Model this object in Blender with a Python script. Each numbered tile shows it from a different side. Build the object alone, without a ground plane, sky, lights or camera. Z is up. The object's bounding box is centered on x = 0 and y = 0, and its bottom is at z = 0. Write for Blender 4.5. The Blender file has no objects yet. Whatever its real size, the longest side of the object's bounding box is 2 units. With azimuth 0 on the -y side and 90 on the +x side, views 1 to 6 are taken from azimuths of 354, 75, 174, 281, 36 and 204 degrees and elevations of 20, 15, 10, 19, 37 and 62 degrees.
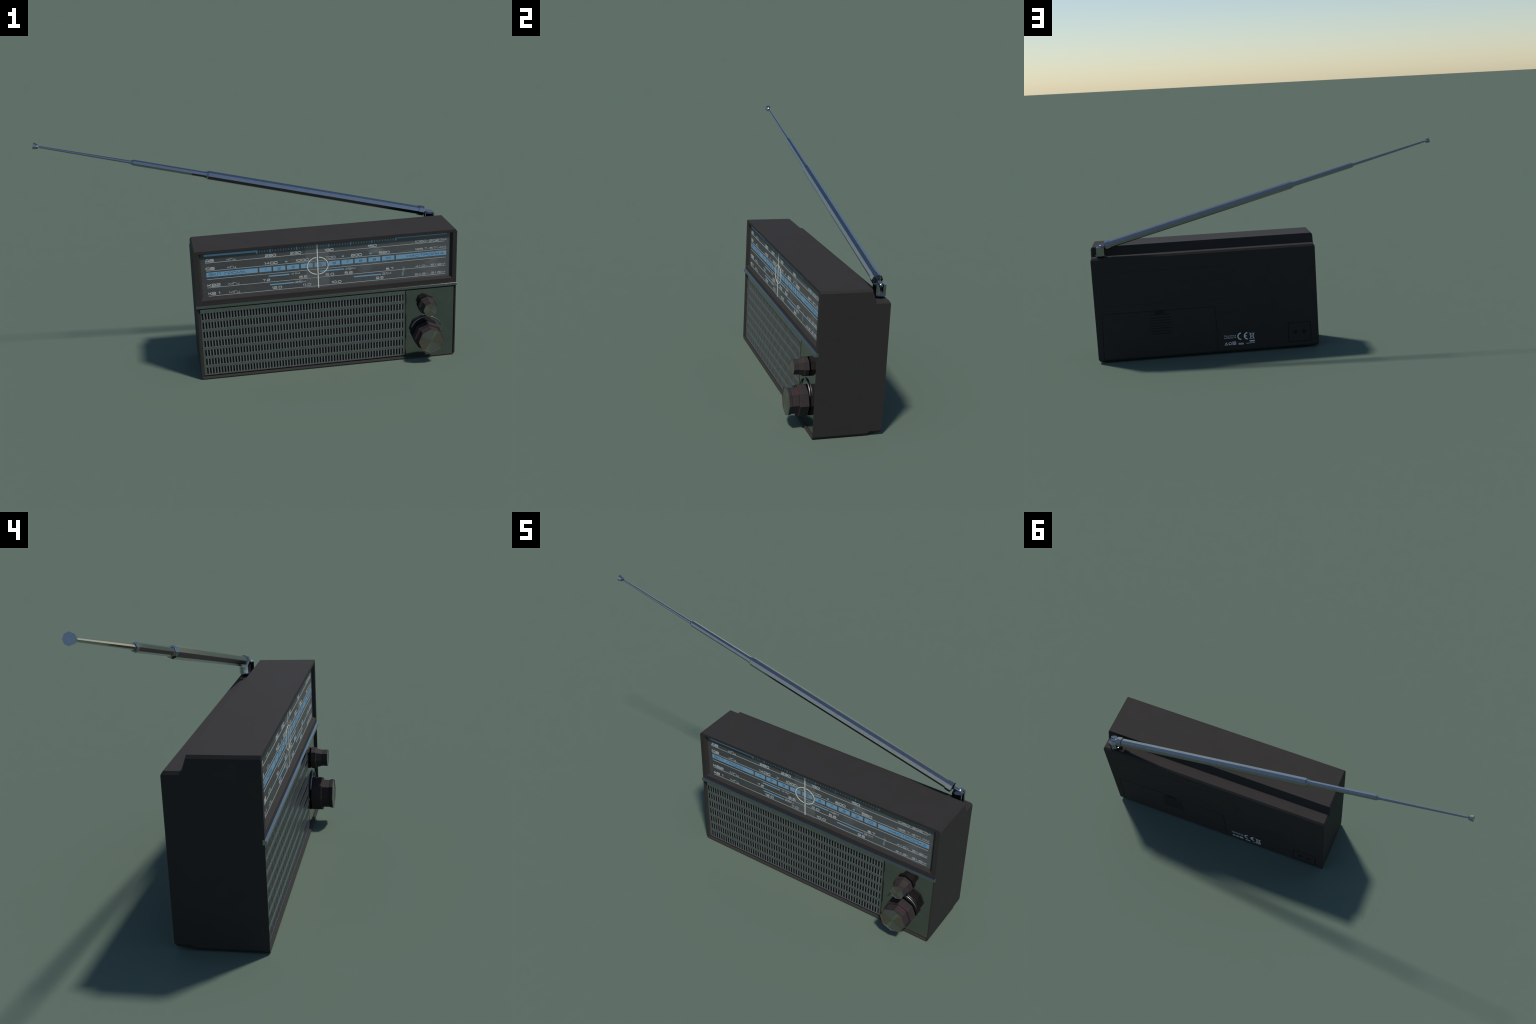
import bpy, bmesh, math, random
from mathutils import Vector, Matrix

random.seed(7)
COL = bpy.context.scene.collection

# ------------------------------------------------------------------ materials
def new_mat(name, base, rough=0.5, metal=0.0, spec=0.5):
    m = bpy.data.materials.new(name)
    m.use_nodes = True
    p = m.node_tree.nodes["Principled BSDF"]
    p.inputs["Base Color"].default_value = (*base, 1)
    p.inputs["Roughness"].default_value = rough
    p.inputs["Metallic"].default_value = metal
    p.inputs["Specular IOR Level"].default_value = spec
    return m, m.node_tree, p

def noise_tint(nt, p, a, b, scale=30.0, detail=4.0, lo=0.35, hi=0.65, stretch=(1, 1, 1)):
    """colour wobbling between a and b by object-space noise"""
    tc = nt.nodes.new("ShaderNodeTexCoord")
    mp = nt.nodes.new("ShaderNodeMapping")
    mp.inputs["Scale"].default_value = stretch
    nz = nt.nodes.new("ShaderNodeTexNoise")
    nz.inputs["Scale"].default_value = scale
    nz.inputs["Detail"].default_value = detail
    rp = nt.nodes.new("ShaderNodeValToRGB")
    rp.color_ramp.elements[0].position = lo
    rp.color_ramp.elements[1].position = hi
    rp.color_ramp.elements[0].color = (*a, 1)
    rp.color_ramp.elements[1].color = (*b, 1)
    nt.links.new(tc.outputs["Object"], mp.inputs["Vector"])
    nt.links.new(mp.outputs["Vector"], nz.inputs["Vector"])
    nt.links.new(nz.outputs["Fac"], rp.inputs["Fac"])
    nt.links.new(rp.outputs["Color"], p.inputs["Base Color"])
    return tc, nz, rp

def fine_bump(nt, p, scale, strength, dist=0.0006):
    tc = nt.nodes.new("ShaderNodeTexCoord")
    nz = nt.nodes.new("ShaderNodeTexNoise")
    nz.inputs["Scale"].default_value = scale
    nz.inputs["Detail"].default_value = 3
    b = nt.nodes.new("ShaderNodeBump")
    b.inputs["Strength"].default_value = strength
    b.inputs["Distance"].default_value = dist
    nt.links.new(tc.outputs["Object"], nz.inputs["Vector"])
    nt.links.new(nz.outputs["Fac"], b.inputs["Height"])
    nt.links.new(b.outputs["Normal"], p.inputs["Normal"])

def math_node(nt, op, a, b=None, c=None, clamp=False):
    n = nt.nodes.new("ShaderNodeMath")
    n.operation = op
    n.use_clamp = clamp
    for i, v in enumerate((a, b, c)):
        if v is None:
            continue
        if isinstance(v, (int, float)):
            n.inputs[i].default_value = v
        else:
            nt.links.new(v, n.inputs[i])
    return n.outputs[0]

def mix_rgb(nt, fac, a, b):
    n = nt.nodes.new("ShaderNodeMix")
    n.data_type = "RGBA"
    for sock, v in ((n.inputs[0], fac), (n.inputs[6], a), (n.inputs[7], b)):
        if isinstance(v, tuple):
            sock.default_value = (*v, 1)
        elif isinstance(v, (int, float)):
            sock.default_value = v
        else:
            nt.links.new(v, sock)
    return n.outputs[2]

CURSOR_L, CURSOR_R = 0.2505, 0.3640      # the clear cursor plate on the dial

def cursor_mask(nt, x):
    a = math_node(nt, "GREATER_THAN", x, CURSOR_L)
    b = math_node(nt, "LESS_THAN", x, CURSOR_R)
    return math_node(nt, "MULTIPLY", a, b)

def printed(name, base, veil=(0.20, 0.22, 0.21), amount=0.35, wear=0.12):
    """ink on the dial: slightly worn, veiled where the cursor plate covers it"""
    m, nt, p = new_mat(name, base, 0.55, 0.0, 0.3)
    tc = nt.nodes.new("ShaderNodeTexCoord")
    sep = nt.nodes.new("ShaderNodeSeparateXYZ")
    nt.links.new(tc.outputs["Object"], sep.inputs[0])
    nz = nt.nodes.new("ShaderNodeTexNoise")
    nz.inputs["Scale"].default_value = 90
    nz.inputs["Detail"].default_value = 4
    nt.links.new(tc.outputs["Object"], nz.inputs["Vector"])
    f = math_node(nt, "MULTIPLY", math_node(nt, "SUBTRACT", nz.outputs["Fac"], 0.42, clamp=True), wear * 5, clamp=True)
    worn = mix_rgb(nt, f, base, tuple(v * 0.6 + 0.06 for v in base))
    c = mix_rgb(nt, math_node(nt, "MULTIPLY", cursor_mask(nt, sep.outputs["X"]), amount), worn, veil)
    nt.links.new(c, p.inputs["Base Color"])
    return m

# case plastic
plastic, nt, p = new_mat("black_plastic", (0.024, 0.022, 0.021), 0.85, 0.0, 0.25)
noise_tint(nt, p, (0.0290, 0.0255, 0.0235), (0.0310, 0.0272, 0.0250), 14.0)
fine_bump(nt, p, 900, 0.15)
groove_mat, nt, p = new_mat("groove_shadow_plastic", (0.014, 0.013, 0.013), 0.7, 0.0, 0.2)  # near-black tone: painted shade for gap strip and seam, dark print marks
# bright metal
chrome, nt, p = new_mat("chrome", (0.33, 0.33, 0.33), 0.06, 1.0)
noise_tint(nt, p, (0.32, 0.32, 0.32), (0.345, 0.345, 0.345), 40.0)
rod_metal, nt, p = new_mat("rod_chrome", (0.33, 0.33, 0.33), 0.05, 1.0)
noise_tint(nt, p, (0.32, 0.32, 0.32), (0.345, 0.345, 0.345), 40.0)
fine_bump(nt, p, 900, 1.0, 0.00015)          # drawn-tube grain: breaks the mirror up a little
trim_metal, nt, p = new_mat("trim_metal", (0.33, 0.33, 0.33), 0.085, 1.0)
noise_tint(nt, p, (0.32, 0.32, 0.32), (0.345, 0.345, 0.345), 60.0, stretch=(0.2, 1, 1))
panel_metal, nt, p = new_mat("control_panel_metal", (0.28, 0.28, 0.28), 0.10, 1.0)
noise_tint(nt, p, (0.26, 0.27, 0.26), (0.30, 0.30, 0.29), 12.0)
grille_metal, nt, p = new_mat("grille_metal", (0.36, 0.36, 0.37), 0.22, 1.0)
noise_tint(nt, p, (0.31, 0.31, 0.32), (0.41, 0.41, 0.42), 160.0)
bar_metal, nt, p = new_mat("grille_bar_metal", (0.24, 0.24, 0.25), 0.35, 0.6)
noise_tint(nt, p, (0.21, 0.215, 0.22), (0.28, 0.285, 0.29), 160.0)
lip_mat, nt, p = new_mat("grille_lip", (0.20, 0.20, 0.22), 0.55, 0.0, 0.3)
grille_dark, nt, p = new_mat("grille_backing_cloth", (0.006, 0.006, 0.0065), 0.9, 0.0, 0.1)
noise_tint(nt, p, (0.004, 0.004, 0.0045), (0.009, 0.009, 0.0095), 220.0)
# knobs
knob_plastic, nt, p = new_mat("knob_plastic", (0.028, 0.022, 0.022), 0.75, 0.0, 0.25)
noise_tint(nt, p, (0.030, 0.0225, 0.023), (0.034, 0.0265, 0.027), 50.0)
def index_paint(name, centre, bright, dull, facets):
    """ring of paint: bright on the named facets (degrees), duller on the others"""
    m, nt, p = new_mat(name, bright, 0.55, 0.0, 0.2)
    tc = nt.nodes.new("ShaderNodeTexCoord")
    sep = nt.nodes.new("ShaderNodeSeparateXYZ")
    nt.links.new(tc.outputs["Object"], sep.inputs[0])
    ang = math_node(nt, "ARCTAN2", math_node(nt, "SUBTRACT", sep.outputs["Z"], centre[1]), math_node(nt, "SUBTRACT", sep.outputs["X"], centre[0]))
    total = None
    for deg, strength in facets:
        d = math_node(nt, "COSINE", math_node(nt, "SUBTRACT", ang, math.radians(deg)))
        on = math_node(nt, "MULTIPLY", math_node(nt, "GREATER_THAN", d, math.cos(math.radians(21))), strength)
        total = on if total is None else math_node(nt, "ADD", total, on, clamp=True)
    nt.links.new(mix_rgb(nt, total, dull, bright), p.inputs["Base Color"])
    return m
knob_rim, nt, p = new_mat("worn_highlit_rim", (0.075, 0.060, 0.058), 0.45, 0.0, 0.35)  # paler rim: wear plus highlights painted into the colour
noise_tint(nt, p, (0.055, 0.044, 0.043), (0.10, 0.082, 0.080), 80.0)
arc_metal, nt, p = new_mat("brushed_arc_metal", (0.22, 0.22, 0.22), 0.40, 1.0)
noise_tint(nt, p, (0.19, 0.19, 0.19), (0.25, 0.25, 0.25), 90.0)
red_paint = index_paint("red_index_line", (0.8523, 0.1235), (0.32, 0.022, 0.02), (0.030, 0.020, 0.020), ((67.5, 1.0), (202.5, 0.45), (157.5, 0.15), (-22.5, 0.25)))
yellow_paint = index_paint("yellow_index_line", (0.8520, 0.2826), (0.26, 0.22, 0.03), (0.030, 0.023, 0.022), ((67.5, 0.45), (202.5, 1.0), (-22.5, 0.3), (157.5, 0.5)))

def spun_cap(name, centre_x, centre_z, turn):
    """lathe-turned aluminium: its streaky sheen painted as coloured fans that radiate from the knob's axis"""
    m, nt, p = new_mat(name, (0.5, 0.5, 0.5), 0.22, 1.0)
    tc = nt.nodes.new("ShaderNodeTexCoord")
    sep = nt.nodes.new("ShaderNodeSeparateXYZ")
    nt.links.new(tc.outputs["Object"], sep.inputs[0])
    dx = math_node(nt, "SUBTRACT", sep.outputs["X"], centre_x)
    dz = math_node(nt, "SUBTRACT", sep.outputs["Z"], centre_z)
    ang = math_node(nt, "ARCTAN2", dz, dx)
    # two-fold symmetric: a fan repeats every half turn
    t = math_node(nt, "FRACT", math_node(nt, "ADD", math_node(nt, "DIVIDE", ang, math.pi), turn))
    rp = nt.nodes.new("ShaderNodeValToRGB")
    e = rp.color_ramp.elements
    e[0].position, e[0].color = 0.0, (0.36, 0.30, 0.27, 1)
    e[1].position, e[1].color = 1.0, (0.36, 0.30, 0.27, 1)
    for pos, c in ((0.05, (0.40, 0.26, 0.21)), (0.16, (0.46, 0.27, 0.21)), (0.25, (0.34, 0.28, 0.24)),
                   (0.33, (0.36, 0.40, 0.36)), (0.37, (0.46, 0.62, 0.52)), (0.41, (0.39, 0.36, 0.34)), (0.62, (0.36, 0.36, 0.38)),
                   (0.78, (0.38, 0.33, 0.31)), (0.92, (0.28, 0.25, 0.23))):
        n = e.new(pos)
        n.color = (*c, 1)
    nt.links.new(t, rp.inputs["Fac"])
    nz = nt.nodes.new("ShaderNodeTexNoise")
    nz.noise_dimensions = "1D"
    nz.inputs["Scale"].default_value = 9
    nz.inputs["Detail"].default_value = 4
    nt.links.new(ang, nz.inputs["W"])
    c = mix_rgb(nt, math_node(nt, "MULTIPLY", nz.outputs["Fac"], 0.5), rp.outputs["Color"], (0.31, 0.265, 0.245))
    nt.links.new(c, p.inputs["Base Color"])
    return m

# dial background: dusty dark glass print
dial_mat, nt, p = new_mat("dial_face", (0.08, 0.085, 0.09), 0.5, 0.0, 0.4)
tc = nt.nodes.new("ShaderNodeTexCoord")
sep = nt.nodes.new("ShaderNodeSeparateXYZ")
nt.links.new(tc.outputs["Object"], sep.inputs[0])
X, Zc = sep.outputs["X"], sep.outputs["Z"]
mr = nt.nodes.new("ShaderNodeMapRange")          # dustier to the right
mr.inputs["From Min"].default_value = -0.25
mr.inputs["From Max"].default_value = 0.95
nt.links.new(X, mr.inputs["Value"])
base = mix_rgb(nt, mr.outputs["Result"], (0.050, 0.051, 0.051), (0.088, 0.090, 0.089))
def stretched_noise(scale, stretch, detail=5):
    mp = nt.nodes.new("ShaderNodeMapping")
    mp.inputs["Scale"].default_value = stretch
    nz = nt.nodes.new("ShaderNodeTexNoise")
    nz.inputs["Scale"].default_value = scale
    nz.inputs["Detail"].default_value = detail
    nt.links.new(tc.outputs["Object"], mp.inputs["Vector"])
    nt.links.new(mp.outputs["Vector"], nz.inputs["Vector"])
    return nz.outputs["Fac"]
fine = stretched_noise(420, (1, 1, 1), 2)
c = mix_rgb(nt, math_node(nt, "MULTIPLY", math_node(nt, "SUBTRACT", fine, 0.45, clamp=True), 1.6, clamp=True), base, (0.125, 0.128, 0.124))
smear = stretched_noise(9, (0.7, 1, 2.2), 6)
sm = math_node(nt, "MULTIPLY", math_node(nt, "SUBTRACT", smear, 0.53, clamp=True), 3.0, clamp=True)
sm = math_node(nt, "MULTIPLY", sm, math_node(nt, "ADD", mr.outputs["Result"], 0.15))
c = mix_rgb(nt, sm, c, (0.17, 0.175, 0.176))
brown = stretched_noise(16, (1.0, 1, 0.8), 5)
bm = math_node(nt, "MULTIPLY", math_node(nt, "SUBTRACT", brown, 0.60, clamp=True), 3.0, clamp=True)
c = mix_rgb(nt, bm, c, (0.085, 0.066, 0.045))
def spot(cx, cz, rx, rz, power=1.0):
    u = math_node(nt, "DIVIDE", math_node(nt, "SUBTRACT", X, cx), rx)
    v = math_node(nt, "DIVIDE", math_node(nt, "SUBTRACT", Zc, cz), rz)
    d = math_node(nt, "ADD", math_node(nt, "MULTIPLY", u, u), math_node(nt, "MULTIPLY", v, v))
    return math_node(nt, "MULTIPLY", math_node(nt, "SUBTRACT", 1.0, d, clamp=True), power)
c = mix_rgb(nt, spot(0.735, 0.481, 0.007, 0.017, 0.35), c, (0.42, 0.50, 0.62))
c = mix_rgb(nt, spot(0.731, 0.458, 0.007, 0.015, 0.35), c, (0.42, 0.50, 0.62))
c = mix_rgb(nt, spot(0.60, 0.590, 0.045, 0.018, 0.4), c, (0.26, 0.28, 0.28))
c = mix_rgb(nt, spot(-0.155, 0.450, 0.024, 0.024, 0.3), c, (0.080, 0.058, 0.034))
c = mix_rgb(nt, math_node(nt, "MULTIPLY", cursor_mask(nt, X), 0.30), c, (0.19, 0.20, 0.19))
nt.links.new(c, p.inputs["Base Color"])

white_ink = printed("white_ink", (0.54, 0.56, 0.54), wear=0.2)
thin_ink = printed("thin_white_ink", (0.43, 0.45, 0.44), wear=0.2)
pale_ink = printed("faded_white_ink", (0.42, 0.44, 0.43), wear=0.2)
blue_ink = printed("blue_ink", (0.19, 0.365, 0.515), wear=0.08)
dark_ink = printed("navy_ink", (0.042, 0.095, 0.155), veil=(0.10, 0.18, 0.24))
hair_ink, nt, p = new_mat("cream_hairline", (0.78, 0.79, 0.70), 0.5)
noise_tint(nt, p, (0.74, 0.75, 0.66), (0.80, 0.81, 0.72), 60.0)
label_ink, nt, p = new_mat("label_ink", (0.80, 0.80, 0.80), 0.6)
noise_tint(nt, p, (0.70, 0.70, 0.70), (0.85, 0.85, 0.85), 120.0)

# ------------------------------------------------------------------ helpers
def finish(name, bm, mats, parent=None, smooth=False):
    bmesh.ops.recalc_face_normals(bm, faces=bm.faces)
    me = bpy.data.meshes.new(name)
    bm.to_mesh(me)
    bm.free()
    for m in (mats if isinstance(mats, (list, tuple)) else [mats]):
        me.materials.append(m)
    if smooth:
        for f in me.polygons:
            f.use_smooth = True
    ob = bpy.data.objects.new(name, me)
    COL.objects.link(ob)
    if parent:
        ob.parent = parent
    return ob

def apply_mods(ob):
    dg = bpy.context.evaluated_depsgraph_get()
    dg.update()
    me = bpy.data.meshes.new_from_object(ob.evaluated_get(dg))
    old = ob.data
    ob.modifiers.clear()
    ob.data = me
    me.name = old.name
    bpy.data.meshes.remove(old)

def add_box(bm, x0, x1, y0, y1, z0, z1, mat=0):
    v = [bm.verts.new((x, y, z)) for x in (x0, x1) for y in (y0, y1) for z in (z0, z1)]
    for idx in ((0, 1, 3, 2), (4, 6, 7, 5), (0, 4, 5, 1), (2, 3, 7, 6), (0, 2, 6, 4), (1, 5, 7, 3)):
        f = bm.faces.new([v[i] for i in idx])
        f.material_index = mat

def add_prism(bm, outline, y0, y1, mat=0):
    """closed (x, z) outline pushed through y"""
    a = [bm.verts.new((x, y0, z)) for x, z in outline]
    b = [bm.verts.new((x, y1, z)) for x, z in outline]
    n = len(outline)
    fs = [bm.faces.new(a), bm.faces.new(b[::-1])]
    for i in range(n):
        fs.append(bm.faces.new((a[i], b[i], b[(i + 1) % n], a[(i + 1) % n])))
    for f in fs:
        f.material_index = mat

def box(name, x0, x1, y0, y1, z0, z1, mat, parent, bevel=0.0):
    bm = bmesh.new()
    add_box(bm, x0, x1, y0, y1, z0, z1)
    if bevel:
        bmesh.ops.bevel(bm, geom=bm.edges[:], offset=bevel, segments=1, affect="EDGES")
    return finish(name, bm, mat, parent)

def loft(bm, loops, mats=None, caps=True):
    rings = [[bm.verts.new(c) for c in lp] for lp in loops]
    n = len(rings[0])
    for k in range(len(rings) - 1):
        a, b = rings[k], rings[k + 1]
        for i in range(n):
            f = bm.faces.new((a[i], a[(i + 1) % n], b[(i + 1) % n], b[i]))
            f.material_index = mats[k] if mats else 0
    if caps:
        bm.faces.new(rings[0]).material_index = mats[0] if mats else 0
        bm.faces.new(rings[-1][::-1]).material_index = mats[-1] if mats else 0
    return rings

def chamfer_rect(x0, x1, z0, z1, y, cz=0.0108, cx=0.0070):
    cx = min(cx, cz * 0.65)
    return [(x0 + cx, y, z0), (x1 - cx, y, z0), (x1, y, z0 + cz), (x1, y, z1 - cz),
            (x1 - cx, y, z1), (x0 + cx, y, z1), (x0, y, z1 - cz), (x0, y, z0 + cz)]

def rect_loop(x0, x1, z0, z1, y):
    return [(x0, y, z0), (x1, y, z0), (x1, y, z1), (x0, y, z1)]

def round_rect(x0, x1, z0, z1, r, seg=4):
    pts = []
    for cx, cz, a0 in ((x1 - r, z0 + r, -90), (x1 - r, z1 - r, 0), (x0 + r, z1 - r, 90), (x0 + r, z0 + r, 180)):
        for i in range(seg + 1):
            a = math.radians(a0 + 90 * i / seg)
            pts.append((cx + r * math.cos(a), cz + r * math.sin(a)))
    return pts

def ribbon(bm, pts, w, y_back, y_front, closed=False, mat=0):
    """flat mitred stroke along (x, z) points with real thickness in y"""
    P = [Vector(q) for q in pts]
    n = len(P)
    L, R = [], []
    for i in range(n):
        if closed:
            d0 = (P[i] - P[i - 1]).normalized()
            d1 = (P[(i + 1) % n] - P[i]).normalized()
        else:
            d0 = (P[i] - P[i - 1]).normalized() if i else (P[1] - P[0]).normalized()
            d1 = (P[i + 1] - P[i]).normalized() if i < n - 1 else d0
        t = d0 + d1
        t = t.normalized() if t.length > 1e-6 else d0
        nn = Vector((-t.y, t.x))
        k = min(1.8, 1.0 / max(0.3, nn.dot(Vector((-d0.y, d0.x)))))
        L.append(P[i] + nn * w * 0.5 * k)
        R.append(P[i] - nn * w * 0.5 * k)
    rows = [[bm.verts.new((q.x, y, q.y)) for y, q in ((y_front, L[i]), (y_front, R[i]), (y_back, R[i]), (y_back, L[i]))] for i in range(n)]
    m = n if closed else n - 1
    for i in range(m):
        a, b = rows[i], rows[(i + 1) % n]
        for j in range(4):
            f = bm.faces.new((a[j], a[(j + 1) % 4], b[(j + 1) % 4], b[j]))
            f.material_index = mat
    if not closed:
        bm.faces.new(rows[0])
        bm.faces.new(rows[-1][::-1])

# ------------------------------------------------------------------ root
radio = bpy.data.objects.new("portable_radio", None)
COL.objects.link(radio)
radio["label"] = "black portable radio with blue dial, grille and telescopic antenna"
radio["category"] = "radio"

# ------------------------------------------------------------------ case
XL, XR, ZT = -0.2915, 0.9990, 0.6693
YF, YB1, YB2 = -0.1165, 0.1160, 0.2003
CX_, CZ_ = 0.0070, 0.0108      # corner chamfer, across and up
bm = bmesh.new()
sections = [
    (YF, XL, XR, 0.0, ZT),
    (YB1, XL, XR, 0.0, ZT),
    (0.1345, XL, XR, 0.0, 0.6163),
    (0.1420, XL, XR, 0.0085, 0.6163),
    (0.1925, XL, XR, 0.0085, 0.6163),
    (YB2, XL, XR, 0.0195, 0.6045),
]
loft(bm, [chamfer_rect(x0, x1, z0, z1, y, CZ_ if y < YB2 else 0.0040) for y, x0, x1, z0, z1 in sections])
case = finish("case", bm, [plastic, groove_mat], radio)

DIAL_Y, PANEL_Y, GRILLE_Y = -0.1035, -0.1090, -0.1087
cutters = []
def frustum(outer, inner, y_in, y_out=YF, depth=0.006):
    """recess with slanted walls; outer at y_out, inner at y_in, run past both ends"""
    k = 0.5
    ext = [o + (o - i) * k for o, i in zip(outer, inner)]
    bm = bmesh.new()
    loft(bm, [rect_loop(*ext, y_out + (y_out - y_in) * k), rect_loop(*inner, y_in), rect_loop(*inner, y_in + depth)])
    ob = finish("cutter", bm, plastic)
    cutters.append(ob)
DIAL_IN = (-0.2568, 0.9668, 0.4282, 0.6505)
LOW_IN = (-0.2765, 0.9885, 0.0095, 0.3760)
frustum((-0.2680, 0.9783, 0.4175, 0.6560), DIAL_IN, DIAL_Y)
frustum((-0.2860, 0.9930, 0.0035, 0.3830), LOW_IN, -0.1065, depth=0.0060)

def groove(outline, w, depth, closed=True):
    bm = bmesh.new()
    ribbon(bm, outline, w, YB2 - depth, YB2 + 0.004, closed)
    cutters.append(finish("cutter", bm, groove_mat))
# battery door outline with its notch, frame above it, socket frame, door latch field
door = [(0.9665, 0.0150), (0.9600, 0.2800), (0.9540, 0.2868), (0.9470, 0.2872), (0.3170, 0.2872), (0.3085, 0.2800), (0.3058, 0.0150)]
groove(door, 0.0034, 0.0013, False)
groove(round_rect(0.2260, 0.9520, 0.3300, 0.5260, 0.03), 0.0020, 0.0003)
groove(round_rect(-0.2455, -0.1125, 0.0397, 0.1545, 0.008), 0.0046, 0.0018)
bm = bmesh.new()
add_box(bm, 0.6040, 0.6590, YB2 - 0.002, YB2 + 0.004, 0.2650, 0.2850)
cutters.append(finish("cutter", bm, groove_mat))
for zc in (0.2635, 0.2449, 0.2298, 0.2143, 0.1984, 0.1832, 0.1662, 0.1510):
    bm = bmesh.new()
    add_box(bm, 0.5675, 0.6885, YB2 - 0.0013, YB2 + 0.004, zc - 0.0022, zc + 0.0022)
    cutters.append(finish("cutter", bm, groove_mat))
for hx in (-0.1533, -0.2057):
    bm = bmesh.new()
    bmesh.ops.create_cone(bm, cap_ends=True, segments=20, radius1=0.0125, radius2=0.0125, depth=0.0036,
                          matrix=Matrix.Translation((hx, YB2, 0.0970)) @ Matrix.Rotation(math.pi / 2, 4, "X"))
    cutters.append(finish("cutter", bm, groove_mat))
for c_ob in cutters:
    md = case.modifiers.new("cut", "BOOLEAN")
    md.operation, md.solver, md.object = "DIFFERENCE", "EXACT", c_ob
    md.material_mode = "INDEX"
apply_mods(case)
for c_ob in cutters:
    me = c_ob.data
    bpy.data.objects.remove(c_ob)
    bpy.data.meshes.remove(me)

# ------------------------------------------------------------------ trim bar
bm = bmesh.new()
prof = [(-0.1100, 0.39842), (-0.1165, 0.3961), (-0.1232, 0.3934), (-0.1236, 0.3930), (-0.1236, 0.3806), (-0.1230, 0.3800), (-0.1100, 0.3800)]
a = [bm.verts.new((-0.2928, y, z)) for y, z in prof]
b = [bm.verts.new((1.0000, y, z)) for y, z in prof]
bm.faces.new(a)
bm.faces.new(b[::-1])
for i in range(len(prof)):
    bm.faces.new((a[i], b[i], b[(i + 1) % len(prof)], a[(i + 1) % len(prof)]))
finish("trim_bar", bm, trim_metal, radio)

# ------------------------------------------------------------------ control panel
control_panel = box("control_panel", 0.7425, 0.9905, PANEL_Y, -0.0990, 0.0075, 0.3683, panel_metal, radio, 0.0004)
# added dark strip filling the gap above grille and panel, under the trim bar
box("gap_fill_strip", LOW_IN[0] - 0.002, LOW_IN[1] + 0.003, PANEL_Y + 0.0010, -0.1000, 0.3660, 0.3830, groove_mat, radio)
# baked-in shade drawn as a dark strip along the joint between grille and panel
def seam_shade(pts, name="panel_seam_shade"):
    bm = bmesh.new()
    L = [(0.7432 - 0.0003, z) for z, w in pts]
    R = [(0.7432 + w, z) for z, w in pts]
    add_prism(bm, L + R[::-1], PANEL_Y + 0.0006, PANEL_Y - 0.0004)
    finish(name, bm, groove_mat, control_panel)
seam_shade([(0.3660, 0.0015), (0.3450, 0.0052), (0.3050, 0.0055), (0.2900, 0.0022), (0.2500, 0.0016), (0.2400, 0.0052), (0.1180, 0.0055),
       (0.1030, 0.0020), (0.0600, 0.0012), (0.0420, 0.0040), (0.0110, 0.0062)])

# ------------------------------------------------------------------ loudspeaker grille
NX = 69
gx0, gx1, gz0, gz1 = -0.2755, 0.7412, 0.0165, 0.3687
rows_z = [(0.3490 - 0.0487 * r, 0.3146 - 0.0487 * r) for r in range(7)]
def skew(x, z):
    """the holes lean slightly: rows lower down are set a touch to the right"""
    t = (0.333 - z) / 0.293
    s = (x + 0.2664) / 0.997
    return x + t * (0.0075 * (1 - s) - 0.0020 * s)
xs = [gx0]
for i in range(NX):
    cx = -0.2664 + 0.997 * i / (NX - 1)
    hw = 0.0045 if i < NX - 1 else 0.0034
    xs += [cx - hw, cx + hw]
xs.append(gx1)
zs = [gz1]
for zt, zb in rows_z:
    zs += [zt, zb]
zs.append(gz0)
bm = bmesh.new()
grid = {}
for i, x in enumerate(xs):
    for j, z in enumerate(zs):
        edge = i in (0, len(xs) - 1)
        grid[i, j] = bm.verts.new((x if edge else skew(x, z), GRILLE_Y, z))
holes = []
for i in range(len(xs) - 1):
    for j in range(len(zs) - 1):
        q = [grid[i, j], grid[i, j + 1], grid[i + 1, j + 1], grid[i + 1, j]]
        if i % 2 == 1 and j % 2 == 1:
            holes.append(q)
        else:
            f = bm.faces.new(q)
            inner = j % 2 == 1 and 0 < i < len(xs) - 2
            f.material_index = 1 if inner else 0
# soft lips falling into every hole
def shrink(q, d, y):
    cx = sum(v.co.x for v in q) / 4
    cz = sum(v.co.z for v in q) / 4
    return [bm.verts.new((v.co.x - math.copysign(d, v.co.x - cx), y, v.co.z - math.copysign(d, v.co.z - cz))) for v in q]
for q in holes:
    m1 = shrink(q, 0.00035, GRILLE_Y + 0.0005)
    m2 = shrink(q, 0.00045, GRILLE_Y + 0.0019)
    for a, b, mi in ((q, m1, 3), (m1, m2, 2)):
        for k in range(4):
            f = bm.faces.new((a[k], a[(k + 1) % 4], b[(k + 1) % 4], b[k]))
            f.material_index = mi
# outer sides of the plate
ring = [grid[i, 0] for i in range(len(xs))] + [grid[len(xs) - 1, j] for j in range(1, len(zs))] \
     + [grid[i, len(zs) - 1] for i in range(len(xs) - 2, -1, -1)] + [grid[0, j] for j in range(len(zs) - 2, 0, -1)]
front = []
for v in ring:
    x, z = v.co.x, v.co.z
    ox = -0.0008 if abs(x - gx0) < 1e-6 else (0.0008 if abs(x - gx1) < 1e-6 else 0)
    oz = 0.0012 if abs(z - gz1) < 1e-6 else (-0.0008 if abs(z - gz0) < 1e-6 else 0)
    front.append((v, bm.verts.new((x + ox, GRILLE_Y + 0.0012, z + oz)), bm.verts.new((x + ox, -0.1000, z + oz))))
for k in range(len(front)):
    a, b = front[k], front[(k + 1) % len(front)]
    for s in (0, 1):
        f = bm.faces.new((a[s], b[s], b[s + 1], a[s + 1]))
        f.material_index = 0
grille = finish("speaker_grille", bm, [grille_metal, bar_metal, grille_dark, lip_mat], radio)
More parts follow.
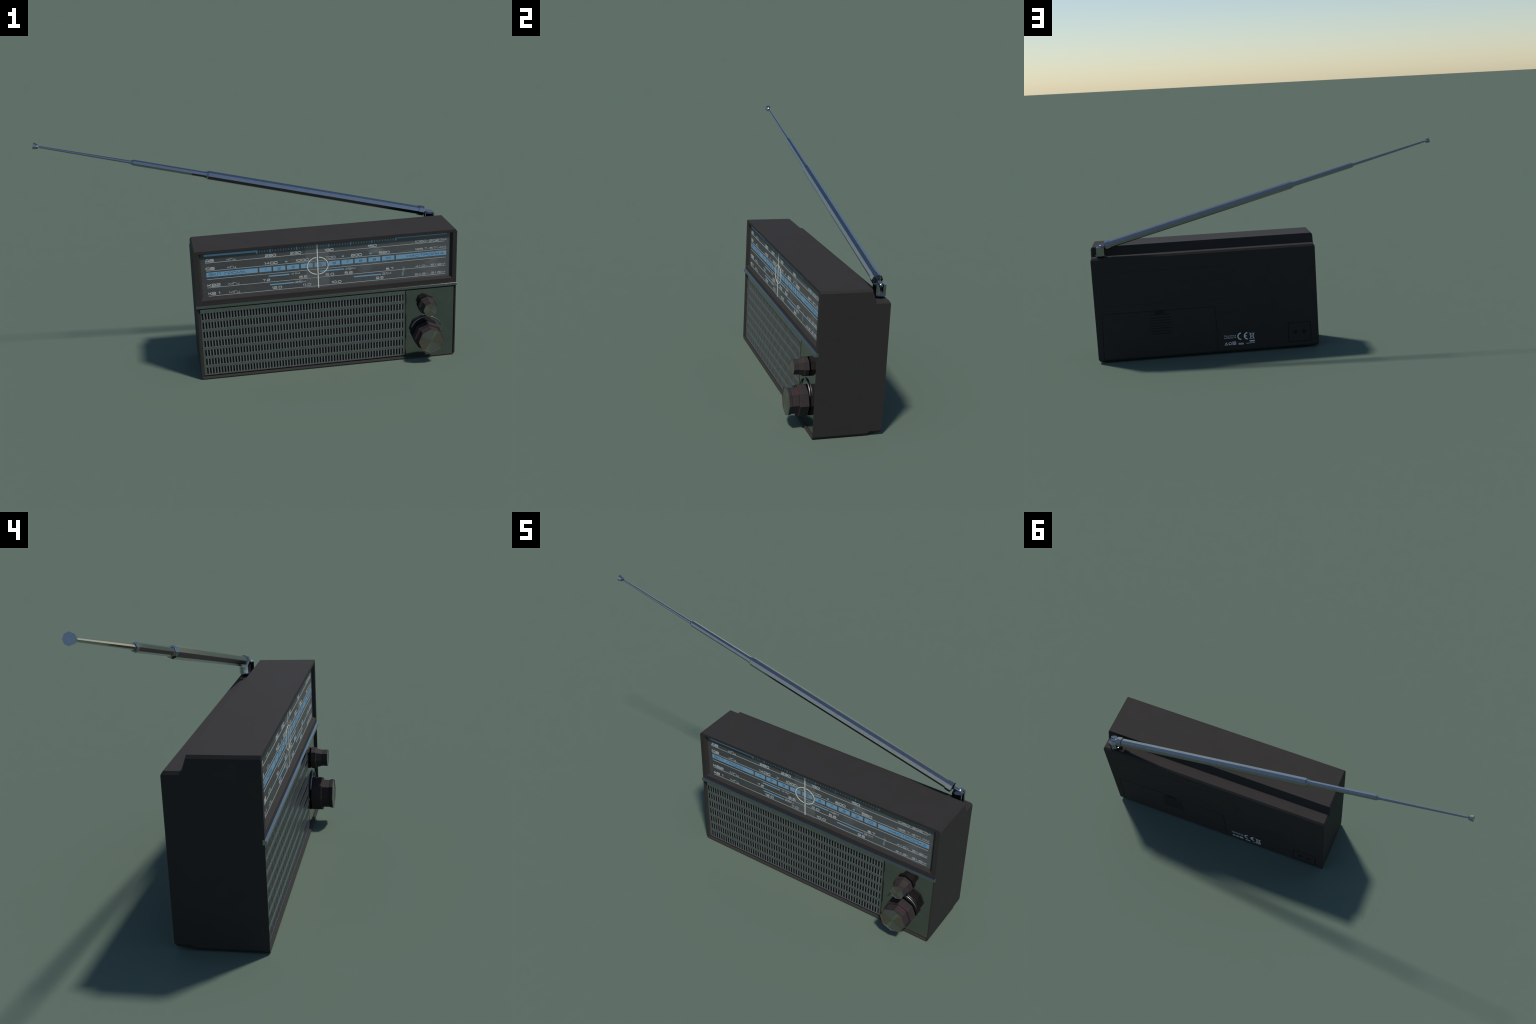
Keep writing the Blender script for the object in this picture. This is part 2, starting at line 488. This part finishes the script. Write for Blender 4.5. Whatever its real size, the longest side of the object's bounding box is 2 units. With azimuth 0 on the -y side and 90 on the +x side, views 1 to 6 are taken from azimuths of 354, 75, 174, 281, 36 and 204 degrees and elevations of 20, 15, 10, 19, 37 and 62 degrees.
box("grille_backing", gx0 + 0.002, gx1 - 0.002, GRILLE_Y + 0.0017, -0.1002, gz0 + 0.002, gz1 - 0.002, grille_dark, grille)

# ------------------------------------------------------------------ dial
dial = box("tuning_dial", DIAL_IN[0] - 0.001, DIAL_IN[1] + 0.001, DIAL_Y, -0.0985, DIAL_IN[2] - 0.001, DIAL_IN[3] + 0.001, dial_mat, radio)
Y0 = DIAL_Y + 0.0003
def tilt(x):                       # the printed sheet sits a hair rotated
    return 0.0040 * (x + 0.235) / 1.18
def printed_box(name, x0, x1, z0, z1, mat, h=0.0005, shift=True):
    bm = bmesh.new()
    t0, t1 = (tilt(x0), tilt(x1)) if shift else (0, 0)
    add_prism(bm, [(x0, z0 + t0), (x1, z0 + t1), (x1, z1 + t1), (x0, z1 + t0)], Y0, DIAL_Y - h)
    return finish(name, bm, mat, dial)

for z, x0, x1 in ((0.6053, -0.2357, 0.9376), (0.5644, -0.2325, 0.9486), (0.5212, -0.2317, 0.9464), (0.4781, -0.2313, 0.9456), (0.4346, -0.2287, 0.9449)):
    printed_box("scale_line", x0, x1, z - 0.0011, z + 0.0011, thin_ink)
BOXES = [(-0.2331, 0.0149), (0.0224, 0.0820), (0.0895, 0.1494), (0.1572, 0.2169), (0.2252, 0.2835), (0.2926, 0.3493),
         (0.3623, 0.4175), (0.4254, 0.4831), (0.4908, 0.5505), (0.5591, 0.6184), (0.6267, 0.6884), (0.6967, 0.9494)]
for x0, x1 in BOXES:
    printed_box("scale_box", x0, x1, 0.5332, 0.5558, blue_ink)
for x0, x1, z0, z1 in ((0.0668, 0.1676, 0.5068, 0.5130), (0.0715, 0.1911, 0.4618, 0.4678), (0.3185, 0.4370, 0.5081, 0.5143), (0.4854, 0.6218, 0.4626, 0.4687)):
    printed_box("band_bar", x0, x1, z0, z1, blue_ink, shift=False)
for x, z in ((0.1551, 0.5766), (0.3035, 0.5772), (0.4333, 0.5778), (0.5701, 0.5791)):
    printed_box("scale_dot", x - 0.0056, x + 0.0056, z - 0.0038, z + 0.0038, blue_ink, shift=False)
printed_box("scale_end_bar", -0.2397, 0.0185, 0.6387, 0.6480, blue_ink, shift=False)
printed_box("scale_end_bar", 0.0105, 0.0185, 0.6316, 0.6386, blue_ink, 0.00052, shift=False)
printed_box("scale_end_bar", 0.6915, 0.9493, 0.6452, 0.6492, blue_ink, shift=False)
printed_box("scale_end_bar", 0.6915, 0.6985, 0.6350, 0.6451, blue_ink, 0.00052, shift=False)
majors = [(0.0145, 5), (0.0789, 10), (0.2085, 12), (0.3651, 8), (0.4722, 8), (0.5767, 9), (0.6950, 0)]
for k in range(len(majors) - 1):
    xa, n = majors[k]
    xb = majors[k + 1][0]
    if k:
        t = tilt(xa) * 0.6
        printed_box("scale_tick", xa - 0.0032, xa + 0.0032, 0.6322 + t * 0.4, 0.6480, blue_ink, shift=False)
    for i in range(1, n):
        x = xa + (xb - xa) * i / n
        t = tilt(x) * 0.6
        printed_box("scale_tick", x - 0.0016, x + 0.0016, 0.6357 + t * 0.4, 0.6450, blue_ink, shift=False)

# ---- wide squared-off lettering, drawn as strokes on a unit cell (width, strokes)
def rr(x0, z0, x1, z1, r=0.22):
    return [(x0 + r, z0), (x1 - r, z0), (x1, z0 + r), (x1, z1 - r), (x1 - r, z1), (x0 + r, z1), (x0, z1 - r), (x0, z0 + r), (x0 + r, z0)]
W = 1.25
r = 0.2
G = {
    "0": (W, [rr(0, 0, W, 1)]),
    "1": (0.45, [[(0.05, 0.78), (0.36, 1), (0.36, 0)]]),
    "2": (W, [[(0, 0.72), (0, 1 - r), (r, 1), (W - r, 1), (W, 1 - r), (W, 0.72), (W - r, 0.54), (r, 0.40), (0, 0.2), (0, 0), (W, 0)]]),
    "3": (W, [[(0, 0.75), (0, 1 - r), (r, 1), (W - r, 1), (W, 1 - r), (W, 0.68), (W - 0.15, 0.52), (W, 0.36), (W, r), (W - r, 0), (r, 0), (0, r), (0, 0.25)], [(0.4, 0.52), (W - 0.15, 0.52)]]),
    "4": (W, [[(0.92, 0), (0.92, 1), (0, 0.3), (W, 0.3)]]),
    "5": (W, [[(W - 0.06, 1), (0.06, 1), (0.02, 0.60), (W - r, 0.60), (W, 0.44), (W, r), (W - r, 0), (r, 0), (0, r), (0, 0.26)]]),
    "6": (W, [[(W, 0.78), (W - r, 1), (r, 1), (0, 1 - r), (0, r), (r, 0), (W - r, 0), (W, r), (W, 0.42), (W - r, 0.6), (0.05, 0.6)]]),
    "7": (1.1, [[(0, 1), (1.1, 1), (0.42, 0)]]),
    "8": (W, [[(r, 0.53), (0.03, 0.69), (0.03, 1 - r), (r, 1), (W - r, 1), (W - 0.03, 1 - r), (W - 0.03, 0.69), (W - r, 0.53)], [(r, 0.531), (0, 0.36), (0, r), (r, 0), (W - r, 0), (W, r), (W, 0.36), (W - r, 0.531), (r, 0.531)]]),
    "9": (W, [[(0, 0.22), (r, 0), (W - r, 0), (W, r), (W, 1 - r), (W - r, 1), (r, 1), (0, 1 - r), (0, 0.58), (r, 0.4), (W - 0.05, 0.4)]]),
    ".": (0.16, [[(0.08, -0.02), (0.08, 0.16)]]),
    "-": (0.75, [[(0.1, 0.48), (0.65, 0.48)]]),
    " ": (0.6, []),
    "\u0412": (1.15, [[(0, 0.52), (0, 1), (0.9, 1), (1.08, 0.87), (1.08, 0.66), (0.92, 0.53)], [(0.92, 0.521), (1.15, 0.38), (1.15, 0.15), (0.98, 0), (0, 0), (0, 0.521), (0.92, 0.521)]]),
    "\u0414": (1.2, [[(0.2, 0.14), (0.32, 1), (0.98, 1), (0.98, 0.14)], [(0, -0.06), (0, 0.13), (1.2, 0.13), (1.2, -0.06)]]),
    "\u0421": (1.2, [[(1.2, 0.75), (1.2, 1 - r), (1.2 - r, 1), (r, 1), (0, 1 - r), (0, r), (r, 0), (1.2 - r, 0), (1.2, r), (1.2, 0.26)]]),
    "\u041a": (1.15, [[(0, 0), (0, 1)], [(1.05, 1), (0.5, 0.53), (1.15, 0)], [(0, 0.53), (0.5, 0.53)]]),
    "\u043a": (0.95, [[(0, 0), (0, 0.85)], [(0.85, 0.85), (0.4, 0.45), (0.95, 0)], [(0, 0.45), (0.4, 0.45)]]),
    "\u0413": (0.95, [[(0, 0), (0, 1), (0.95, 1)]]),
    "\u0446": (0.95, [[(0, 0.85), (0, 0), (0.95, 0), (0.95, -0.18)], [(0.80, 0.05), (0.80, 0.85)]]),
    "\u041c": (1.5, [[(0, 0), (0.12, 1), (0.75, 0.15), (1.38, 1), (1.5, 0)]]),
    "\u041b": (1.2, [[(0, 0), (0.18, 0.08), (0.34, 1), (1.2, 1), (1.2, 0)]]),
    "\u0420": (1.15, [[(0, 0), (0, 1), (0.95, 1), (1.15, 0.85), (1.15, 0.55), (0.95, 0.4), (0, 0.4)]]),
    "\u041e": (1.3, [rr(0, 0, 1.3, 1)]),
    "\u0422": (1.15, [[(0, 1), (1.15, 1)], [(0.575, 1), (0.575, 0)]]),
    "\u041d": (1.15, [[(0, 0), (0, 1)], [(1.15, 0), (1.15, 1)], [(0, 0.52), (1.15, 0.52)]]),
    "\u0410": (1.35, [[(0, 0), (0.675, 1), (1.35, 0)], [(0.25, 0.32), (1.1, 0.32)]]),
    "\u0418": (1.15, [[(0, 1), (0, 0), (1.15, 1), (1.15, 0)]]),
    "\u0419": (1.15, [[(0, 1), (0, 0), (1.15, 1), (1.15, 0)], [(0.38, 1.24), (0.575, 1.16), (0.77, 1.24)]]),
}
GAP = 0.30
def lettering(text, x0, x1, z0, z1, mat, w=0.0021, base_h=0.0004):
    w *= 1.15
    total = sum(G[c][0] for c in text) + GAP * (len(text) - 1)
    w_in = w * 0.5
    sx = (x1 - x0 - w) / total
    sz = (z1 - z0 - w)
    bm = bmesh.new()
    x = x0 + w_in
    for ch in text:
        wid, strokes = G[ch]
        for k, s in enumerate(strokes):
            pts = [(x + px * sx, z0 + w_in + pz * sz) for px, pz in s]
            closed = pts[0] == pts[-1]
            if closed:
                pts = pts[:-1]
            ribbon(bm, pts, w, Y0, DIAL_Y - base_h - 0.00004 * k, closed)
        x += (wid + GAP) * sx
    return finish("dial_lettering", bm, mat, dial)

D_, V_, S_, K_, k_, G_, c_, M_, L_, R_, O_, T_, N_, A_, J_ = "\u0414\u0412\u0421\u041a\u043a\u0413\u0446\u041c\u041b\u0420\u041e\u0422\u041d\u0410\u0419"
for txt, x0, x1, z0, z1, ink, w in (
    (D_ + V_, -0.2357, -0.1935, 0.6090, 0.6236, white_ink, 0.0025),
    (k_ + G_ + c_, -0.1321, -0.0885, 0.6085, 0.6200, pale_ink, 0.0018),
    (S_ + V_, -0.2352, -0.1918, 0.5692, 0.5822, white_ink, 0.0025),
    (k_ + G_ + c_, -0.1314, -0.0880, 0.5690, 0.5800, pale_ink, 0.0018),
    (K_ + V_ + "2", -0.2313, -0.1680, 0.4820, 0.4970, white_ink, 0.0024),
    (M_ + G_ + c_, -0.1304, -0.0765, 0.4828, 0.4945, pale_ink, 0.0018),
    (K_ + V_ + " 1", -0.2292, -0.1720, 0.4400, 0.4545, white_ink, 0.0024),
    (M_ + G_ + c_, -0.1284, -0.0755, 0.4395, 0.4510, pale_ink, 0.0018),
    ("280", 0.0532, 0.1070, 0.6090, 0.6228, white_ink, 0.0023), ("230", 0.1751, 0.2293, 0.6103, 0.6240, white_ink, 0.0023),
    ("180", 0.3423, 0.3873, 0.6105, 0.6240, white_ink, 0.0023), ("150", 0.5557, 0.6003, 0.6115, 0.6248, white_ink, 0.0023),
    ("1400", 0.0476, 0.1128, 0.5697, 0.5832, white_ink, 0.0023), ("1000", 0.2005, 0.2658, 0.5704, 0.5832, white_ink, 0.0022),
    ("700", 0.3444, 0.3965, 0.5712, 0.5840, pale_ink, 0.0021), ("600", 0.4728, 0.5268, 0.5708, 0.5848, white_ink, 0.0023),
    ("560", 0.6115, 0.6648, 0.5710, 0.5846, white_ink, 0.0022),
    ("1050-2027" + M_, 0.7899, 0.9491, 0.6125, 0.6238, pale_ink, 0.0019),
    ("186.7-571.4" + M_, 0.7902, 0.9476, 0.5735, 0.5842, pale_ink, 0.0018),
    ("41.0-", 0.7934, 0.8563, 0.4850, 0.4950, pale_ink, 0.0018), ("51.9" + M_, 0.8720, 0.9460, 0.4852, 0.4958, pale_ink, 0.0018),
    ("24.8-", 0.7919, 0.8569, 0.4425, 0.4530, pale_ink, 0.0018), ("31.6" + M_, 0.8726, 0.9455, 0.4428, 0.4536, pale_ink, 0.0018),
    ("41" + M_, 0.1759, 0.2202, 0.5058, 0.5162, pale_ink, 0.0018), ("25" + M_, 0.1955, 0.2482, 0.4606, 0.4712, pale_ink, 0.0018),
    ("49" + M_, 0.4412, 0.4944, 0.5054, 0.5160, pale_ink, 0.0018), ("31" + M_, 0.6264, 0.6729, 0.4612, 0.4735, pale_ink, 0.0018),
    ("7.2", 0.0368, 0.0737, 0.4845, 0.4968, white_ink, 0.0021), ("6.5", 0.2161, 0.2560, 0.4835, 0.4966, white_ink, 0.0021),
    ("6.0", 0.3460, 0.3880, 0.4833, 0.4968, white_ink, 0.0021), ("5.8", 0.4402, 0.4796, 0.4838, 0.4970, white_ink, 0.0021),
    ("5.7", 0.6466, 0.6846, 0.4850, 0.4968, white_ink, 0.0021), ("12.0", 0.0802, 0.1297, 0.4412, 0.4542, white_ink, 0.0021),
    ("11.0", 0.2314, 0.2732, 0.4412, 0.4543, white_ink, 0.0021), ("10.0", 0.3729, 0.4236, 0.4416, 0.4543, white_ink, 0.0021),
    ("9.5", 0.5963, 0.6343, 0.4422, 0.4547, white_ink, 0.0021),
):
    lettering(txt, x0, x1, z0, z1, ink, w)
for txt, x0, x1, z0, z1 in ((V_ + K_ + L_, -0.2215, -0.1660, 0.5380, 0.5518), (G_ + R_ + O_ + M_ + K_ + ".", -0.1450, -0.0385, 0.5375, 0.5515),
                            (N_ + A_ + S_ + T_ + R_ + O_ + J_ + K_ + A_, 0.7511, 0.9385, 0.5420, 0.5545)):
    lettering(txt, x0, x1, z0, z1, dark_ink, 0.0017, 0.0007)
for i in range(1, 11):
    x0, x1 = BOXES[i]
    cx = (x0 + x1) / 2
    t = tilt(cx)
    hw = 0.0125 if i == 10 else (0.0045 if i == 1 else 0.0078)
    lettering(str(i), cx - hw, cx + hw, 0.5388 + t, 0.5504 + t, dark_ink, 0.0017, 0.0007)

# cursor: hairline and split ring
bm = bmesh.new()
ribbon(bm, [(0.3070, 0.6500), (0.3098, 0.4272)], 0.0044, Y0, DIAL_Y - 0.0011)
cursor_line = finish("cursor_line", bm, hair_ink, dial)
bm = bmesh.new()
for a0, a1 in ((97, 263), (-83, 83)):
    pts = []
    for i in range(25):
        a = math.radians(a0 + (a1 - a0) * i / 24)
        pts.append((0.3083 + 0.0510 * math.cos(a), 0.5407 + 0.0438 * math.sin(a)))
    ribbon(bm, pts, 0.0035, Y0, DIAL_Y - 0.0010)
finish("cursor_ring", bm, hair_ink, dial)

# ------------------------------------------------------------------ knobs
def ring8(cx, cz, y, rad, n=8):
    return [(cx + rad * math.cos(2 * math.pi * i / n), y, cz + rad * math.sin(2 * math.pi * i / n)) for i in range(n)]

def knob(name, cx, cz, profile, cap_r, cap_y, line_profile, line_mat, cap_mat):
    bm = bmesh.new()
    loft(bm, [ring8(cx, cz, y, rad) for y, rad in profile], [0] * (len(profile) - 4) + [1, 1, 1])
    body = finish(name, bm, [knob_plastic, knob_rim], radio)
    bm = bmesh.new()
    loft(bm, [ring8(cx, cz, cap_y + 0.003, cap_r), ring8(cx, cz, cap_y + 0.0004, cap_r), ring8(cx, cz, cap_y, cap_r - 0.0006)])
    finish("knob_cap", bm, cap_mat, body)
    bm = bmesh.new()
    loft(bm, [ring8(cx, cz, y, rad) for y, rad in line_profile])
    finish("index_line", bm, line_mat, body)
    return body

BX, BZ, SX, SZ = 0.8523, 0.1235, 0.8520, 0.2826
knob("tuning_knob", BX, BZ,
     [(-0.0985, 0.058), (-0.1112, 0.058), (-0.1116, 0.0700), (-0.1140, 0.0732), (-0.1522, 0.0730), (-0.1548, 0.0712), (-0.1548, 0.0618),
      (-0.1600, 0.0612), (-0.1850, 0.0610), (-0.1885, 0.0636), (-0.1985, 0.0655), (-0.2005, 0.0646), (-0.2005, 0.0626), (-0.1985, 0.0610), (-0.1960, 0.0602)],
     0.0613, -0.1990, [(-0.1546, 0.0624), (-0.1560, 0.0624), (-0.1561, 0.0600)], red_paint, spun_cap("spun_cap_large", BX, BZ, 0.0))
knob("volume_knob", SX, SZ,
     [(-0.0985, 0.037), (-0.1112, 0.037), (-0.1115, 0.0445), (-0.1130, 0.0467), (-0.1300, 0.0467), (-0.1322, 0.0452), (-0.1325, 0.0418),
      (-0.1560, 0.0352), (-0.1770, 0.0362), (-0.1792, 0.0356), (-0.1792, 0.0346), (-0.1780, 0.0336), (-0.1760, 0.0330)],
     0.0339, -0.1783, [(-0.1322, 0.0424), (-0.1333, 0.0422), (-0.1334, 0.0400)], yellow_paint, spun_cap("spun_cap_small", SX, SZ, 0.55))

# raised chrome arc above the tuning knob
bm = bmesh.new()
rings = []
N = 28
for i in range(N + 1):
    a = math.radians(20 + 141 * i / N)
    d = Vector((math.cos(a), 0, math.sin(a)))
    c0 = Vector((0.8505, -0.1130, 0.1405)) + d * 0.0800
    s = 0.0038 * (0.55 + 0.45 * min(1, min(i, N - i) / 4))
    rings.append([c0 + (d * math.cos(t) + Vector((0, 1, 0)) * math.sin(t)) * s for t in [2 * math.pi * k / 8 for k in range(8)]])
loft(bm, rings)
finish("knob_arc", bm, arc_metal, control_panel, True)
# tiny end marks of the knob scale
for x, z in ((0.7575, 0.1275), (0.7645, 0.1275)):
    box("scale_mark", x - 0.0018, x + 0.0018, PANEL_Y - 0.0004, PANEL_Y + 0.0004, z - 0.0018, z + 0.0018, pale_ink, control_panel)
for x in (0.933, 0.944):
    box("scale_mark", x - 0.0012, x + 0.0012, PANEL_Y - 0.0004, PANEL_Y + 0.0004, 0.1270, 0.1330, groove_mat, control_panel)

# ------------------------------------------------------------------ antenna
antenna = bpy.data.objects.new("antenna", None)
COL.objects.link(antenna)
antenna.parent = radio
TIP = Vector((-0.9957, 0.1645, 1.1747))
END = Vector((0.9100, 0.1662, 0.6832))
AX = (END - TIP).normalized()
UP = Vector((0, 0, 1)); UP = (UP - AX * UP.dot(AX)).normalized()
SIDE = AX.cross(UP)
LEN = (END - TIP).length
def at_x(x):
    return (x - TIP.x) / AX.x
def oct_ring(t, rad, n=8):
    c0 = TIP + AX * t
    return [c0 + (UP * math.cos(2 * math.pi * i / n) + SIDE * math.sin(2 * math.pi * i / n)) * rad for i in range(n)]
def tube(name, prof, mat=None):
    bm = bmesh.new()
    loft(bm, [oct_ring(t, rad) for t, rad in prof])
    return finish(name, bm, mat or chrome, antenna)
tube("antenna_tip", [(0, 0.0166), (0.0190, 0.0126), (0.0250, 0.0078), (0.0252, 0.001)])
j1, j2 = at_x(-0.5340), at_x(-0.1745)
tube("antenna_section", [(0.0255, 0.0011), (0.0330, 0.0050), (0.0345, 0.0053), (j1 + 0.02, 0.0083)])
tube("antenna_section", [(j1 + 0.012, 0.0082), (j1 - 0.0130, 0.0084), (j1 - 0.0132, 0.0097), (j1 - 0.0075, 0.0099), (j1, 0.0149), (j2 + 0.02, 0.0149)])
tube("antenna_section", [(j2 + 0.012, 0.0148), (j2 - 0.0168, 0.0149), (j2 - 0.0170, 0.0168), (j2 - 0.0085, 0.0170), (j2, 0.0221), (LEN - 0.028, 0.0221)], rod_metal)
tube("antenna_collar", [(LEN - 0.0285, 0.0205), (LEN - 0.0283, 0.0264), (LEN, 0.0266), (LEN + 0.0002, 0.0245), (LEN - 0.006, 0.0225)], rod_metal)
# flat tongue that turns in the clevis
bm = bmesh.new()
tongue = [(0.8950, 0.7000), (0.9190, 0.6940), (0.9351, 0.6915), (0.9526, 0.6865), (0.9635, 0.6775), (0.9660, 0.6690), (0.9605, 0.6605),
          (0.9500, 0.6570), (0.9400, 0.6610), (0.9300, 0.6670), (0.9195, 0.6705), (0.8950, 0.6770)]
add_prism(bm, tongue, 0.1610, 0.1722)
bm.normal_update()
rim_edges = [e for e in bm.edges if any(abs(f.normal.y) > 0.9 for f in e.link_faces)]
bmesh.ops.bevel(bm, geom=rim_edges, offset=0.0040, segments=4, affect="EDGES")
finish("antenna_tongue", bm, chrome, antenna, True)
# clevis: octagonal post with a slot, two roofed ears, disc and neck
CX, CY = 0.9410, 0.1655
R8 = 0.0313
def disc_ring(z, rad, n=8):
    return [(CX + rad * math.cos(math.tau * i / n), CY + rad * math.sin(math.tau * i / n), z) for i in range(n)]
bm = bmesh.new()
loft(bm, [disc_ring(0.6150, 0.0190), disc_ring(0.6205, 0.0215), disc_ring(0.6260, 0.0308), disc_ring(0.6312, 0.0316)])
base = finish("antenna_base", bm, chrome, antenna)
for sgn in (-1, 1):
    # plan of one ear: the corner of the octagon beyond the slot
    k8 = R8 * math.sqrt(0.5)
    s0 = 0.0098
    plan = [(-k8, s0), (k8, s0), (k8, k8), (0.0, R8), (-k8, k8)]
    tops = [0.6780, 0.6780, 0.6758, 0.6755, 0.6758]
    bm = bmesh.new()
    lo = [bm.verts.new((CX + px, CY + sgn * py, 0.6308)) for px, py in plan]
    hi = [bm.verts.new((CX + px, CY + sgn * py, z)) for (px, py), z in zip(plan, tops)]
    ridge = bm.verts.new((CX, CY + sgn * s0, 0.6800))
    bm.faces.new((lo[0], lo[1], hi[1], ridge, hi[0]))
    for i in range(1, 5):
        j = (i + 1) % 5
        bm.faces.new((lo[i], lo[j], hi[j], hi[i]))
    bm.faces.new(lo)
    bm.faces.new((ridge, hi[1], hi[2]))
    bm.faces.new((ridge, hi[2], hi[3]))
    bm.faces.new((ridge, hi[3], hi[4]))
    bm.faces.new((ridge, hi[4], hi[0]))
    finish("antenna_ear", bm, chrome, antenna)

# ------------------------------------------------------------------ label on the back
YL = YB2 + 0.0005
def back_ribbon(bm, pts, w, closed=False, k=0):
    ribbon(bm, pts, w, YB2 - 0.0004, YL + 0.00004 * k, closed)
def back_text(text, x_left, x_right, z0, z1):
    """built-in font, read from behind: its x runs towards -x"""
    cu = bpy.data.curves.new("label_text", "FONT")
    cu.body = text
    cu.size = 1.0
    cu.extrude = 0.02
    tmp = bpy.data.objects.new("label_text", cu)
    COL.objects.link(tmp)
    dg = bpy.context.evaluated_depsgraph_get()
    dg.update()
    me = bpy.data.meshes.new_from_object(tmp.evaluated_get(dg))
    bpy.data.objects.remove(tmp)
    bpy.data.curves.remove(cu)
    xs_ = [v.co.x for v in me.vertices]
    zs_ = [v.co.y for v in me.vertices]
    for v in me.vertices:
        u = (v.co.x - min(xs_)) / (max(xs_) - min(xs_))
        t = (v.co.y - min(zs_)) / (max(zs_) - min(zs_))
        front = v.co.z > 0
        v.co = (x_left + (x_right - x_left) * u, YL if front else YB2 - 0.0004, z0 + (z1 - z0) * t)
    me.materials.append(label_ink)
    ob = bpy.data.objects.new("label_text", me)
    COL.objects.link(ob)
    ob.parent = case
back_text("This product is", 0.2685, 0.1975, 0.0990, 0.1085)
back_text("certified by CE.", 0.2687, 0.1965, 0.0870, 0.0965)
# conformity letters
def arc_pts(cx, cz, rad, a0, a1, n=18):
    return [(cx - rad * math.cos(math.radians(a0 + (a1 - a0) * i / n)), cz + rad * math.sin(math.radians(a0 + (a1 - a0) * i / n))) for i in range(n + 1)]
bm = bmesh.new()
back_ribbon(bm, arc_pts(0.1675, 0.0971, 0.0190, 92, 268), 0.0065)
finish("label_mark", bm, label_ink, case)
bm = bmesh.new()
back_ribbon(bm, arc_pts(0.1295, 0.0967, 0.0190, 92, 268), 0.0065)
back_ribbon(bm, [(0.1460, 0.0967), (0.1345, 0.0967)], 0.0065, k=1)
finish("label_mark", bm, label_ink, case)
# crossed-out bin with bar
bm = bmesh.new()
back_ribbon(bm, [(0.1195, 0.1150), (0.0890, 0.0765)], 0.0020)
back_ribbon(bm, [(0.0885, 0.1140), (0.1195, 0.0765)], 0.0020, k=1)
back_ribbon(bm, [(0.1150, 0.1100), (0.1120, 0.0795), (0.0960, 0.0795), (0.0930, 0.1100)], 0.0028, True, k=2)
finish("label_mark", bm, label_ink, case)
box("label_mark", 0.0893, 0.1193, YB2 - 0.0004, YL, 0.0610, 0.0682, label_ink, case)
# warning triangle, house arrow, double square, small tag, rule
bm = bmesh.new()
back_ribbon(bm, [(0.2655, 0.0502), (0.2497, 0.0502), (0.2571, 0.0660)], 0.0024, True)
back_ribbon(bm, [(0.2574, 0.0610), (0.2574, 0.0545)], 0.0024, k=1)
finish("label_mark", bm, label_ink, case)
bm = bmesh.new()
back_ribbon(bm, [(0.2415, 0.0508), (0.2275, 0.0508), (0.2262, 0.0600), (0.2330, 0.0660), (0.2432, 0.0590)], 0.0026, True)
back_ribbon(bm, [(0.2425, 0.0530), (0.2360, 0.0520)], 0.0045, k=1)
finish("label_mark", bm, label_ink, case)
bm = bmesh.new()
back_ribbon(bm, [(0.2192, 0.0500), (0.2012, 0.0500), (0.2012, 0.0665), (0.2192, 0.0665)], 0.0026, True)
back_ribbon(bm, [(0.2145, 0.0545), (0.2060, 0.0545), (0.2060, 0.0620), (0.2145, 0.0620)], 0.0024, True, k=1)
finish("label_mark", bm, label_ink, case)
bm = bmesh.new()
back_ribbon(bm, [(0.1833, 0.0487), (0.1570, 0.0487), (0.1570, 0.0556), (0.1833, 0.0556)], 0.0022, True)
for i in range(5):
    x = 0.1795 - 0.0048 * i
    back_ribbon(bm, [(x, 0.0500), (x, 0.0543)], 0.0020, k=1)
finish("label_mark", bm, label_ink, case)
bm = bmesh.new()
x = 0.1397
while x > 0.0900:
    w = random.uniform(0.0025, 0.0042)
    add_box(bm, x - w, x, YB2 - 0.0004, YL, 0.0505 + 0.0012 * (0.1397 - x) / 0.05, 0.0535 + 0.0012 * (0.1397 - x) / 0.05)
    x -= w + 0.0009
finish("label_mark", bm, label_ink, case)
# low worn relief on the moulded maker's field: short raised strips, no lettering
bm = bmesh.new()
for row in range(5):
    zc = 0.288 - 0.0185 * row
    x = 0.1350 - random.uniform(0, 0.02)
    end = -0.055 + random.uniform(0, 0.02)
    while x > end:
        w = random.uniform(0.008, 0.022)
        hgt = random.uniform(0.006, 0.012)
        add_box(bm, x - w, x, YB2 - 0.0005, YB2 + random.uniform(0.0005, 0.0009), zc - hgt / 2, zc + hgt / 2)
        x -= w + random.uniform(0.003, 0.007)
add_box(bm, 0.1405, 0.2090, YB2 - 0.0005, YB2 + 0.0008, 0.2265, 0.2310)
add_box(bm, -0.1320, -0.0640, YB2 - 0.0005, YB2 + 0.0008, 0.2265, 0.2310)
relief = finish("moulded_relief", bm, plastic, case)
relief["kind"] = "stuff"
